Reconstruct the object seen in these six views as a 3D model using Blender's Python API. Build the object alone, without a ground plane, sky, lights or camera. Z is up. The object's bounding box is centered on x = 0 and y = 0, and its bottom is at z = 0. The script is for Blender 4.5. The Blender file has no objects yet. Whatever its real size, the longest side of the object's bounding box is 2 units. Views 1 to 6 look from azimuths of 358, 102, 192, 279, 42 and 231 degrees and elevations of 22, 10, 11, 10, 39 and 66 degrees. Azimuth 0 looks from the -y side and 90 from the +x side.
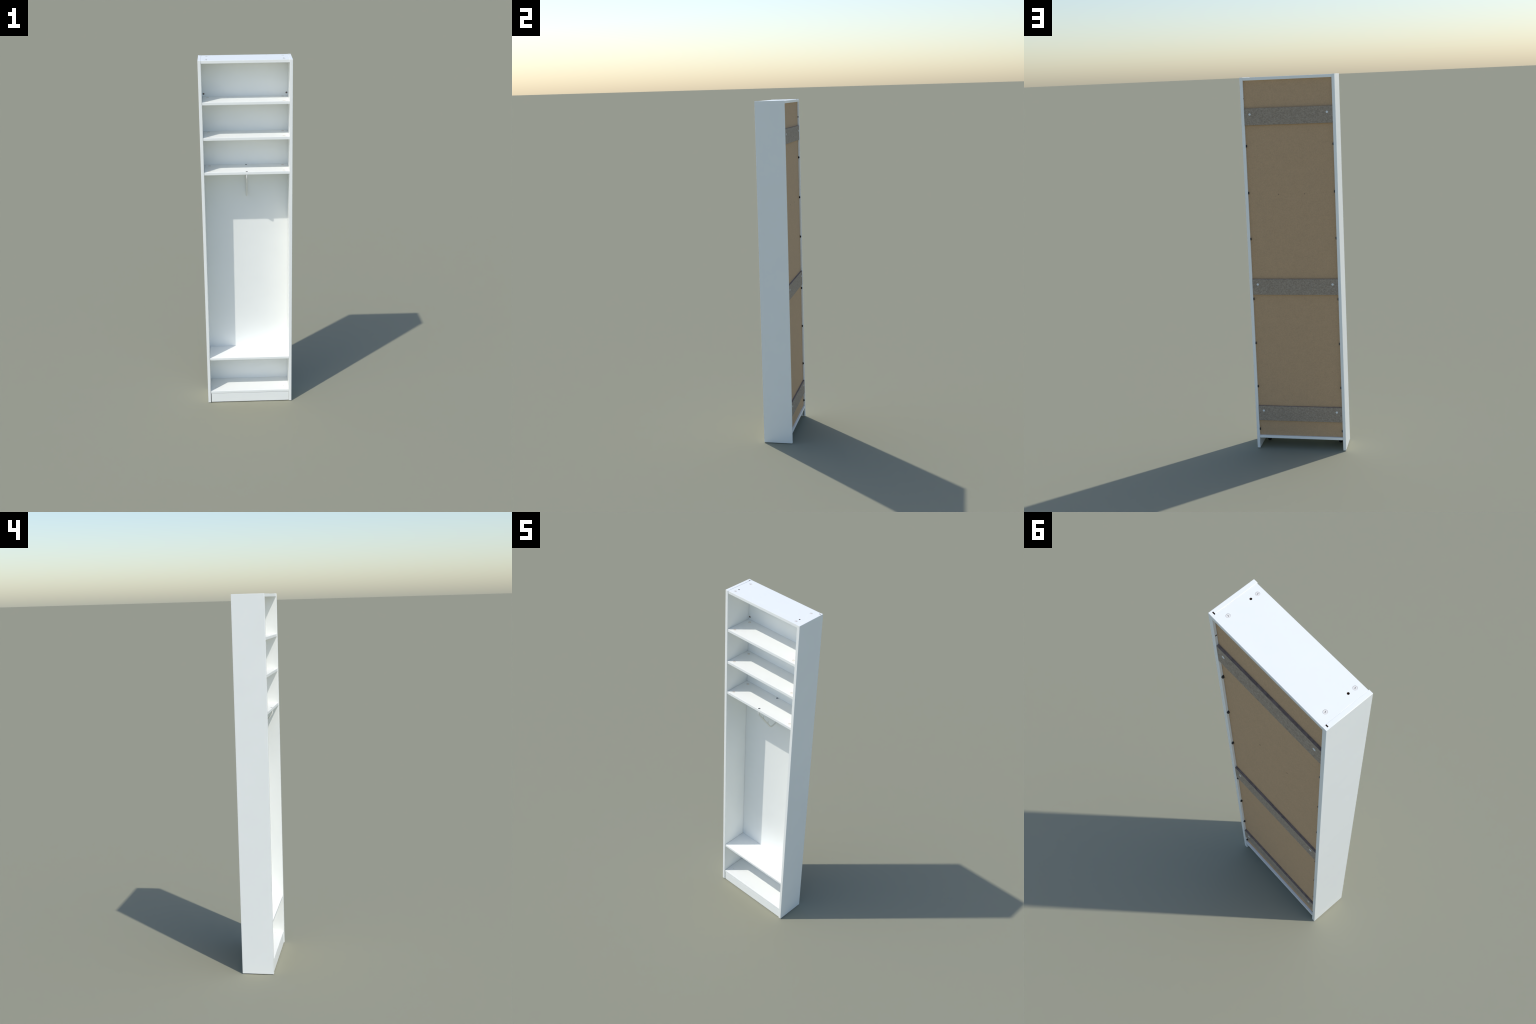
import bpy, bmesh, math
from mathutils import Vector, Matrix

# ------------------------------------------------------------------ sizes (m)
HX = 0.2447           # half width of the case
HY = 0.0844           # half depth
H = 2.0               # height
T = 0.016             # side panel thickness
IX = 0.229           # inner face of the sides
SHELF_FRONT = -0.0820
PANEL_Y0, PANEL_Y1 = 0.0715, 0.0745      # thin fibreboard back
GROOVE_Y0, GROOVE_Y1 = 0.0709, 0.0751    # groove that takes it
GROOVE_DEPTH = 0.0095
FIT_X = 0.2005                            # fittings sit this far out
CAM_Y = (-0.0597, 0.0482)

# ------------------------------------------------------------------ materials
def new_mat(name):
    m = bpy.data.materials.new(name)
    m.use_nodes = True
    nt = m.node_tree
    b = nt.nodes["Principled BSDF"]
    return m, nt, b

def noise(nt, scale, detail=2.0, stretch=(1, 1, 1), rough=0.5):
    tc = nt.nodes.new("ShaderNodeTexCoord")
    mp = nt.nodes.new("ShaderNodeMapping")
    mp.inputs["Scale"].default_value = stretch
    nt.links.new(tc.outputs["Object"], mp.inputs["Vector"])
    n = nt.nodes.new("ShaderNodeTexNoise")
    n.inputs["Scale"].default_value = scale
    n.inputs["Detail"].default_value = detail
    n.inputs["Roughness"].default_value = rough
    nt.links.new(mp.outputs["Vector"], n.inputs["Vector"])
    return n

def ramp(nt, src, stops):
    r = nt.nodes.new("ShaderNodeValToRGB")
    el = r.color_ramp.elements
    el[0].position, el[0].color = stops[0][0], (*stops[0][1], 1)
    el[1].position, el[1].color = stops[-1][0], (*stops[-1][1], 1)
    for p, c in stops[1:-1]:
        e = el.new(p)
        e.color = (*c, 1)
    nt.links.new(src, r.inputs["Fac"])
    return r

def bump(nt, b, src, strength, dist=0.001):
    bp = nt.nodes.new("ShaderNodeBump")
    bp.inputs["Strength"].default_value = strength
    bp.inputs["Distance"].default_value = dist
    nt.links.new(src, bp.inputs["Height"])
    nt.links.new(bp.outputs["Normal"], b.inputs["Normal"])

def scaled(c, k):
    return tuple(v * k for v in c)

def plain(name, col, rough=0.5, metal=0.0, spec=0.5):
    m, nt, b = new_mat(name)
    b.inputs["Base Color"].default_value = (*col, 1)
    b.inputs["Roughness"].default_value = rough
    b.inputs["Metallic"].default_value = metal
    b.inputs["Specular IOR Level"].default_value = spec
    return m

def grained(name, col, scale, lo, hi, rough=0.6, stretch=(1, 1, 1), detail=3.0,
            bump_s=0.0, spec=0.3, p0=0.3, p1=0.7):
    m, nt, b = new_mat(name)
    n = noise(nt, scale, detail, stretch)
    r = ramp(nt, n.outputs["Fac"], [(p0, scaled(col, lo)), (p1, scaled(col, hi))])
    nt.links.new(r.outputs["Color"], b.inputs["Base Color"])
    b.inputs["Roughness"].default_value = rough
    b.inputs["Specular IOR Level"].default_value = spec
    if bump_s:
        bump(nt, b, n.outputs["Fac"], bump_s)
    return m

WHITE = (0.980, 0.986, 0.940)
M_WHITE = grained("white_laminate", WHITE, 9.0, 0.992, 1.008, rough=0.33, spec=0.5)
M_BROWN = None
def brown_board():
    m, nt, b = new_mat("brown_fibreboard")
    base = (0.555, 0.374, 0.218)
    cloud = noise(nt, 26.0, 3.0)
    fine = noise(nt, 260.0, 2.0)
    mx = nt.nodes.new("ShaderNodeMix"); mx.data_type = 'FLOAT'
    mx.inputs["Factor"].default_value = 0.80
    nt.links.new(cloud.outputs["Fac"], mx.inputs["A"])
    nt.links.new(fine.outputs["Fac"], mx.inputs["B"])
    r = ramp(nt, mx.outputs["Result"], [(0.3, scaled(base, 0.90)), (0.5, base),
                                        (0.7, scaled((base[0]*1.01, base[1], base[2]), 1.08))])
    nt.links.new(r.outputs["Color"], b.inputs["Base Color"])
    b.inputs["Roughness"].default_value = 0.75
    b.inputs["Specular IOR Level"].default_value = 0.25
    bump(nt, b, fine.outputs["Fac"], 0.06)
    return m
M_BROWN = brown_board()

def grey_board():
    m, nt, b = new_mat("grey_fibreboard")
    base = (0.355, 0.290, 0.224)
    fib = noise(nt, 140.0, 3.0, (0.85, 1.0, 1.3), 0.6)
    fleck = noise(nt, 330.0, 1.0, (0.7, 1.0, 1.2))
    r = ramp(nt, fib.outputs["Fac"], [(0.30, scaled(base, 0.74)), (0.5, base), (0.70, scaled(base, 1.28))])
    f = ramp(nt, fleck.outputs["Fac"], [(0.60, (0, 0, 0)), (0.74, (1, 1, 1))])
    mx = nt.nodes.new("ShaderNodeMix"); mx.data_type = 'RGBA'
    mx.inputs["B"].default_value = (0.50, 0.46, 0.39, 1)
    k = nt.nodes.new("ShaderNodeMath"); k.operation = 'MULTIPLY'; k.inputs[1].default_value = 0.6
    nt.links.new(f.outputs["Color"], k.inputs[0])
    nt.links.new(k.outputs[0], mx.inputs["Factor"])
    nt.links.new(r.outputs["Color"], mx.inputs["A"])
    nt.links.new(mx.outputs["Result"], b.inputs["Base Color"])
    b.inputs["Roughness"].default_value = 0.8
    b.inputs["Specular IOR Level"].default_value = 0.2
    bump(nt, b, fib.outputs["Fac"], 0.08)
    return m
M_GREY = grey_board()
M_GREY_EDGE = grained("grey_board_sawn_edge", (0.275, 0.218, 0.188), 120.0, 0.75, 1.25,
                      rough=0.85, stretch=(0.6, 1, 1), spec=0.2)
M_CHIP = grained("raw_chipboard", (0.19, 0.115, 0.065), 320.0, 0.7, 1.3, rough=0.9, spec=0.1)
M_BLACK = plain("black_plastic", (0.012, 0.012, 0.013), 0.45)
M_CAM = grained("cream_plastic", (0.88, 0.845, 0.775), 200.0, 0.95, 1.05, rough=0.4)
M_CAM_SHELF = grained("beige_plastic", (0.87, 0.81, 0.72), 200.0, 0.93, 1.07, rough=0.45)
M_SLOT = plain("fitting_slot_dark", (0.06, 0.057, 0.055), 0.6)
M_CAP = plain("pale_zinc", (0.78, 0.79, 0.78), 0.5, 0.0)
M_STEEL = plain("bright_steel", (0.50, 0.55, 0.60), 0.4, 0.3)
M_RAIL = plain("lacquered_rail", (0.84, 0.83, 0.77), 0.38)
M_NAIL = plain("dark_nail", (0.03, 0.026, 0.022), 0.5)

# ------------------------------------------------------------------ helpers
root = bpy.data.objects.new("bookcase", None)
bpy.context.collection.objects.link(root)
root["label"] = "tall narrow white open bookcase with brown board back"
root["category"] = "bookcase"

def link(name, mesh, parent=root):
    o = bpy.data.objects.new(name, mesh)
    bpy.context.collection.objects.link(o)
    o.parent = parent
    return o

def box_bm(lo, hi, bevel=0.0, seg=2):
    bm = bmesh.new()
    bmesh.ops.create_cube(bm, size=1.0)
    lo, hi = Vector(lo), Vector(hi)
    for v in bm.verts:
        v.co = Vector((lo[i] + (v.co[i] + 0.5) * (hi[i] - lo[i]) for i in range(3)))
    if bevel:
        bmesh.ops.bevel(bm, geom=bm.edges[:], offset=bevel, segments=seg, profile=0.5,
                        affect='EDGES')
    return bm

def finish(bm, name, mats, smooth_angle=20.0):
    me = bpy.data.meshes.new(name)
    bm.to_mesh(me)
    bm.free()
    for m in mats:
        me.materials.append(m)
    for p in me.polygons:
        p.use_smooth = True
    me.set_sharp_from_angle(angle=math.radians(smooth_angle))
    return me

def cyl_bm(r, z0, z1, seg=32, bevel=0.0, r_top=None):
    bm = bmesh.new()
    bmesh.ops.create_cone(bm, cap_ends=True, segments=seg, radius1=r,
                          radius2=r if r_top is None else r_top, depth=z1 - z0)
    bmesh.ops.translate(bm, verts=bm.verts[:], vec=(0, 0, (z0 + z1) / 2))
    if bevel:
        rim = [e for e in bm.edges if abs(e.verts[0].co.z - e.verts[1].co.z) < 1e-7]
        bmesh.ops.bevel(bm, geom=rim, offset=bevel, segments=2, profile=0.5, affect='EDGES')
    return bm

AXIS = {'x': Matrix.Rotation(math.radians(90), 4, 'Y'), 'y': Matrix.Rotation(math.radians(-90), 4, 'X'),
        'z': Matrix.Identity(4)}

def cutter_cyl(r, at, half, axis='z', mat=None, seg=32):
    bm = cyl_bm(r, -half, half, seg)
    bm.transform(Matrix.Translation(at) @ AXIS[axis])
    return finish(bm, "cutter", [mat or M_CHIP])

def cutter_box(lo, hi, mat=None):
    return finish(box_bm(lo, hi), "cutter", [mat or M_CHIP])

def carve(mesh, cutters):
    """Cut every cutter mesh out of mesh; the cut faces take the cutter's material."""
    o = bpy.data.objects.new("work", mesh)
    bpy.context.collection.objects.link(o)
    helpers = []
    for i, c in enumerate(cutters):
        h = bpy.data.objects.new("cutter", c)
        bpy.context.collection.objects.link(h)
        md = o.modifiers.new("cut%d" % i, 'BOOLEAN')
        md.operation, md.solver, md.object = 'DIFFERENCE', 'EXACT', h
        md.material_mode = 'TRANSFER'
        helpers.append(h)
    dg = bpy.context.evaluated_depsgraph_get()
    dg.update()
    me = bpy.data.meshes.new_from_object(o.evaluated_get(dg))
    bpy.data.objects.remove(o)
    for h in helpers:
        bpy.data.objects.remove(h)
    for p in me.polygons:
        p.use_smooth = True
    me.set_sharp_from_angle(angle=math.radians(20))
    return me

def place(name, mesh, at, parent=root, rot=None):
    o = link(name, mesh, parent)
    o.matrix_local = Matrix.Translation(at) @ (rot or Matrix.Identity(4))
    return o

# ------------------------------------------------------------------ side panels
PEG_Z = [0.107, 0.351, 0.5945, 0.8380, 1.1627, 1.4064, 1.6500]
SPARE_HOLE_Z = 1.8936
for s in (-1, 1):
    xs = sorted((s * HX, s * IX))
    me = finish(box_bm((xs[0], -HY, 0), (xs[1], HY, H), 0.0011), "side_panel", [M_WHITE])
    gx = sorted((s * (IX - 0.002), s * (IX + GROOVE_DEPTH)))
    cuts = [cutter_box((gx[0], GROOVE_Y0, -0.01), (gx[1], GROOVE_Y1, H + 0.01)),
            cutter_cyl(0.0036, (s * IX, 0.0790, SPARE_HOLE_Z), 0.010, 'x')]
    me = carve(me, cuts)
    me.name = "side_panel"
    link("side_panel", me)

# ------------------------------------------------------------------ top, bottom and shelves
def board(name, x0, x1, y0, y1, z0, z1, cuts=()):
    me = finish(box_bm((x0, y0, z0), (x1, y1, z1), 0.0009), name, [M_WHITE])
    if cuts:
        me = carve(me, list(cuts))
        me.name = name
    return link(name, me)

def cam_pockets(z, up):
    return [cutter_cyl(0.0071, (sx * FIT_X, y, z), 0.0011, 'z') for sx in (-1, 1) for y in CAM_Y]

LEVEL_HOLE_Y = -0.0348
TOP_Z = 1.9989
top = board("top_panel", -0.2289, 0.2289, -0.0822, HY - 0.0001, 1.9840, TOP_Z,
            cam_pockets(TOP_Z, True) +
            [cutter_cyl(0.0041, (sx * FIT_X, LEVEL_HOLE_Y, 1.995), 0.0105) for sx in (-1, 1)])
BOT_Z0, BOT_Z1 = 0.0585, 0.0724
bottom = board("bottom_panel", -0.2282, 0.2287, -0.0818, HY - 0.0001, BOT_Z0, BOT_Z1,
               [cutter_cyl(0.0024, (sx * FIT_X, LEVEL_HOLE_Y, BOT_Z1), 0.006) for sx in (-1, 1)])
plug_me = finish(cyl_bm(0.0022, -0.004, -0.0004, 20, 0.0003), "hole_plug", [M_WHITE])
for sx in (-1, 1):
    place("hole_plug", plug_me, (sx * FIT_X, LEVEL_HOLE_Y, BOT_Z1), bottom)
SHELVES = [(1.7680, 1.7825), (1.5786, 1.5931), (1.3891, 1.4036)]
RAIL_FRONT, RAIL_REAR = -0.0735, 0.0640
shelves = []
for i, (z0, z1) in enumerate(SHELVES):
    cuts = cam_pockets(z1, True)
    if i == 2:
        cuts += [cutter_cyl(0.0060, (0, y, z1), 0.008, "z", M_SLOT) for y in (RAIL_FRONT, RAIL_REAR)]
    shelves.append(board("shelf", -0.2285, 0.2287, SHELF_FRONT, 0.0713, z0, z1, cuts))
seat = board("shelf", -0.2281, 0.2286, -0.0814, 0.0713, 0.2755, 0.2890)

# ------------------------------------------------------------------ plinth
plinth_me = finish(box_bm((-0.2252, -0.0812, 0.0012), (0.2282, -0.0668, 0.0568), 0.0009), "plinth", [M_WHITE])
link("plinth", plinth_me)

# ------------------------------------------------------------------ back panel: brown outside, white inside
WALL_HOLE_X, WALL_HOLE_Z = 0.2217, 1.7968
bm = box_bm((-0.2365, PANEL_Y0, 0.0728), (0.2365, PANEL_Y1, 1.9836))
for f in bm.faces:
    f.material_index = 1 if f.normal.y < -0.5 else 0
back_me = finish(bm, "back_panel", [M_BROWN, M_WHITE])
back_me = carve(back_me, [cutter_cyl(0.0050, (s * WALL_HOLE_X, 0.073, WALL_HOLE_Z), 0.006, 'y', M_CHIP)
                          for s in (-1, 1)])
back_me.name = "back_panel"
back = link("back_panel", back_me)

nail_bm = cyl_bm(0.0019, -0.001, 0.0008, 12, 0.0004)
nail_me = finish(nail_bm, "nail", [M_NAIL])
for s in (-1, 1):
    place("nail", nail_me, (s * 0.0678, PANEL_Y1, 1.3967), rot=AXIS['y'])

# ------------------------------------------------------------------ rear battens with screw caps
cap_bm = cyl_bm(0.0061, -0.001, 0.0008, 28, 0.0006)
cap_me = finish(cap_bm, "screw_cap", [M_CAP])
for z0, z1, zs in ((1.7570, 1.8425, 1.8121), (0.8624, 0.9470, 0.9187), (0.1590, 0.2415, 0.2148)):
    bm = box_bm((-0.2287, PANEL_Y1 + 0.0002, z0), (0.2287, HY - 0.0003, z1), 0.0004, 1)
    for f in bm.faces:
        f.material_index = 0 if f.normal.y > 0.5 else 1
    me = finish(bm, "rear_batten", [M_GREY, M_GREY_EDGE])
    zh = z0 + 0.0420
    me = carve(me, [cutter_cyl(0.0013, (s * WALL_HOLE_X, 0.08, zh), 0.008, 'y', M_NAIL, 12) for s in (-1, 1)])
    me.name = "rear_batten"
    bat = link("rear_batten", me)
    for s in (-1, 1):
        place("screw_cap", cap_me, (s * 0.2003, HY - 0.0006, zs), bat, AXIS['y'])

# ------------------------------------------------------------------ black wedges that hold the back in its groove
def peg_mesh():
    """Short round peg on the side panel, cut flat where it leans on the back board."""
    bm = cyl_bm(0.0065, -0.0035, 0.0050, 24, 0.0005)
    cut = bmesh.ops.bisect_plane(bm, geom=bm.verts[:] + bm.edges[:] + bm.faces[:], plane_co=(0, -0.0018, 0),
                                 plane_no=(0, -1, 0), clear_outer=True)
    bmesh.ops.edgenet_fill(bm, edges=[e for e in cut["geom_cut"] if isinstance(e, bmesh.types.BMEdge)])
    return finish(bm, "panel_peg", [M_BLACK])
peg_me = peg_mesh()
for s in (-1, 1):
    for z in PEG_Z:
        place("panel_peg", peg_me, (s * IX, 0.0765, z), rot=Matrix.Rotation(math.radians(-90 * s), 4, 'Y'))

# ------------------------------------------------------------------ cam fittings
def cam_mesh(name, mat, slot_mat):
    bm = cyl_bm(0.0067, -0.0010, 0.0, 32, 0.0003)
    me = finish(bm, name, [mat])
    slot = cutter_box((-0.0032, -0.0008, -0.0007), (0.0032, 0.0008, 0.01), slot_mat)
    me2 = carve(me, [slot])
    me2.name = name
    return me2
cam_top = cam_mesh("cam_fitting", M_CAM, M_SLOT)
cam_shelf = cam_mesh("cam_fitting", M_CAM_SHELF, M_CAM_SHELF)
def cams(parent, z, mesh, spins):
    i = 0
    for sx in (-1, 1):
        for y in CAM_Y:
            place("cam_fitting", mesh, (sx * FIT_X, y, z - 0.0001), parent,
                  Matrix.Rotation(math.radians(spins[i]), 4, 'Z'))
            i += 1
cams(top, TOP_Z, cam_top, (125, 118, 100, 160))
for k, sh in enumerate(shelves):
    cams(sh, SHELVES[k][1], cam_shelf, (70 + 23 * k, 150 - 31 * k, 100 + 17 * k, 35 + 40 * k))

# ------------------------------------------------------------------ hanger rail under the third shelf
def tube(name, pts, r, mat, seg=16, fillet=0.02, steps=10):
    """Sweep a round bar along a polyline in the y-z plane with rounded bends."""
    P = [Vector((0, y, z)) for y, z in pts]
    path = [P[0]]
    for a, b, c in zip(P, P[1:], P[2:]):
        d = min(fillet, (b - a).length * 0.45, (c - b).length * 0.45)
        p0, p2 = b + (a - b).normalized() * d, b + (c - b).normalized() * d
        for i in range(steps + 1):
            t = i / steps
            path.append(p0 * (1 - t) ** 2 + b * 2 * t * (1 - t) + p2 * t * t)
    path.append(P[-1])
    bm = bmesh.new()
    rings = []
    side = Vector((1, 0, 0))
    for i, p in enumerate(path):
        tan = (path[min(i + 1, len(path) - 1)] - path[max(i - 1, 0)]).normalized()
        up = tan.cross(side).normalized()
        rings.append([bm.verts.new(p + side * r * math.cos(2 * math.pi * k / seg) +
                                   up * r * math.sin(2 * math.pi * k / seg)) for k in range(seg)])
    for A, B in zip(rings, rings[1:]):
        for k in range(seg):
            bm.faces.new((A[k], A[(k + 1) % seg], B[(k + 1) % seg], B[k]))
    bm.faces.new(rings[0]); bm.faces.new(rings[-1])
    bmesh.ops.recalc_face_normals(bm, faces=bm.faces[:])
    return finish(bm, name, [mat], 50)

RAIL_PTS = [(-0.0768, 1.3889), (-0.0772, 1.3700), (0.0245, 1.2340), (0.0640, 1.2450), (0.0640, 1.3889)]
rail = link("hanger_rail", tube("hanger_rail", RAIL_PTS, 0.0044, M_RAIL, fillet=0.017))
def bar_z(y):
    (y0, z0), (y1, z1) = RAIL_PTS[1], RAIL_PTS[2]
    return z0 + (z1 - z0) * (y - y0) / (y1 - y0)
pin_me = finish(cyl_bm(0.0018, 0.0, 0.018, 12, 0.0006), "rail_pin", [M_RAIL])
for y in (-0.0370, 0.0005):
    place("rail_pin", pin_me, (0, y, bar_z(y) + 0.003), rail)
bolt_me = finish(cyl_bm(0.0045, -0.0074, -0.0022, 20, 0.0008), "rail_bolt", [M_STEEL])
for y in (RAIL_FRONT, RAIL_REAR):
    place("rail_bolt", bolt_me, (0, y, SHELVES[2][1]), shelves[2])

# ------------------------------------------------------------------ levelling feet under the bottom panel
def foot_mesh():
    prof = [(0.0, 0.0), (0.0080, 0.0), (0.0100, 0.0030), (0.0112, 0.0090), (0.0112, 0.0165),
            (0.0050, 0.0190), (0.0042, 0.0210), (0.0042, BOT_Z0 + 0.0015), (0.0, BOT_Z0 + 0.0015)]
    bm = bmesh.new()
    vs = [bm.verts.new((r, 0, z)) for r, z in prof]
    es = [bm.edges.new((a, b)) for a, b in zip(vs, vs[1:])]
    bmesh.ops.spin(bm, geom=vs + es, cent=(0, 0, 0), axis=(0, 0, 1), angle=2 * math.pi, steps=28)
    bmesh.ops.remove_doubles(bm, verts=bm.verts[:], dist=1e-6)
    bmesh.ops.recalc_face_normals(bm, faces=bm.faces[:])
    return finish(bm, "levelling_foot", [M_BLACK])
foot_me = foot_mesh()
for s in (-1, 1):
    place("levelling_foot", foot_me, (s * 0.2, LEVEL_HOLE_Y, 0.0004))
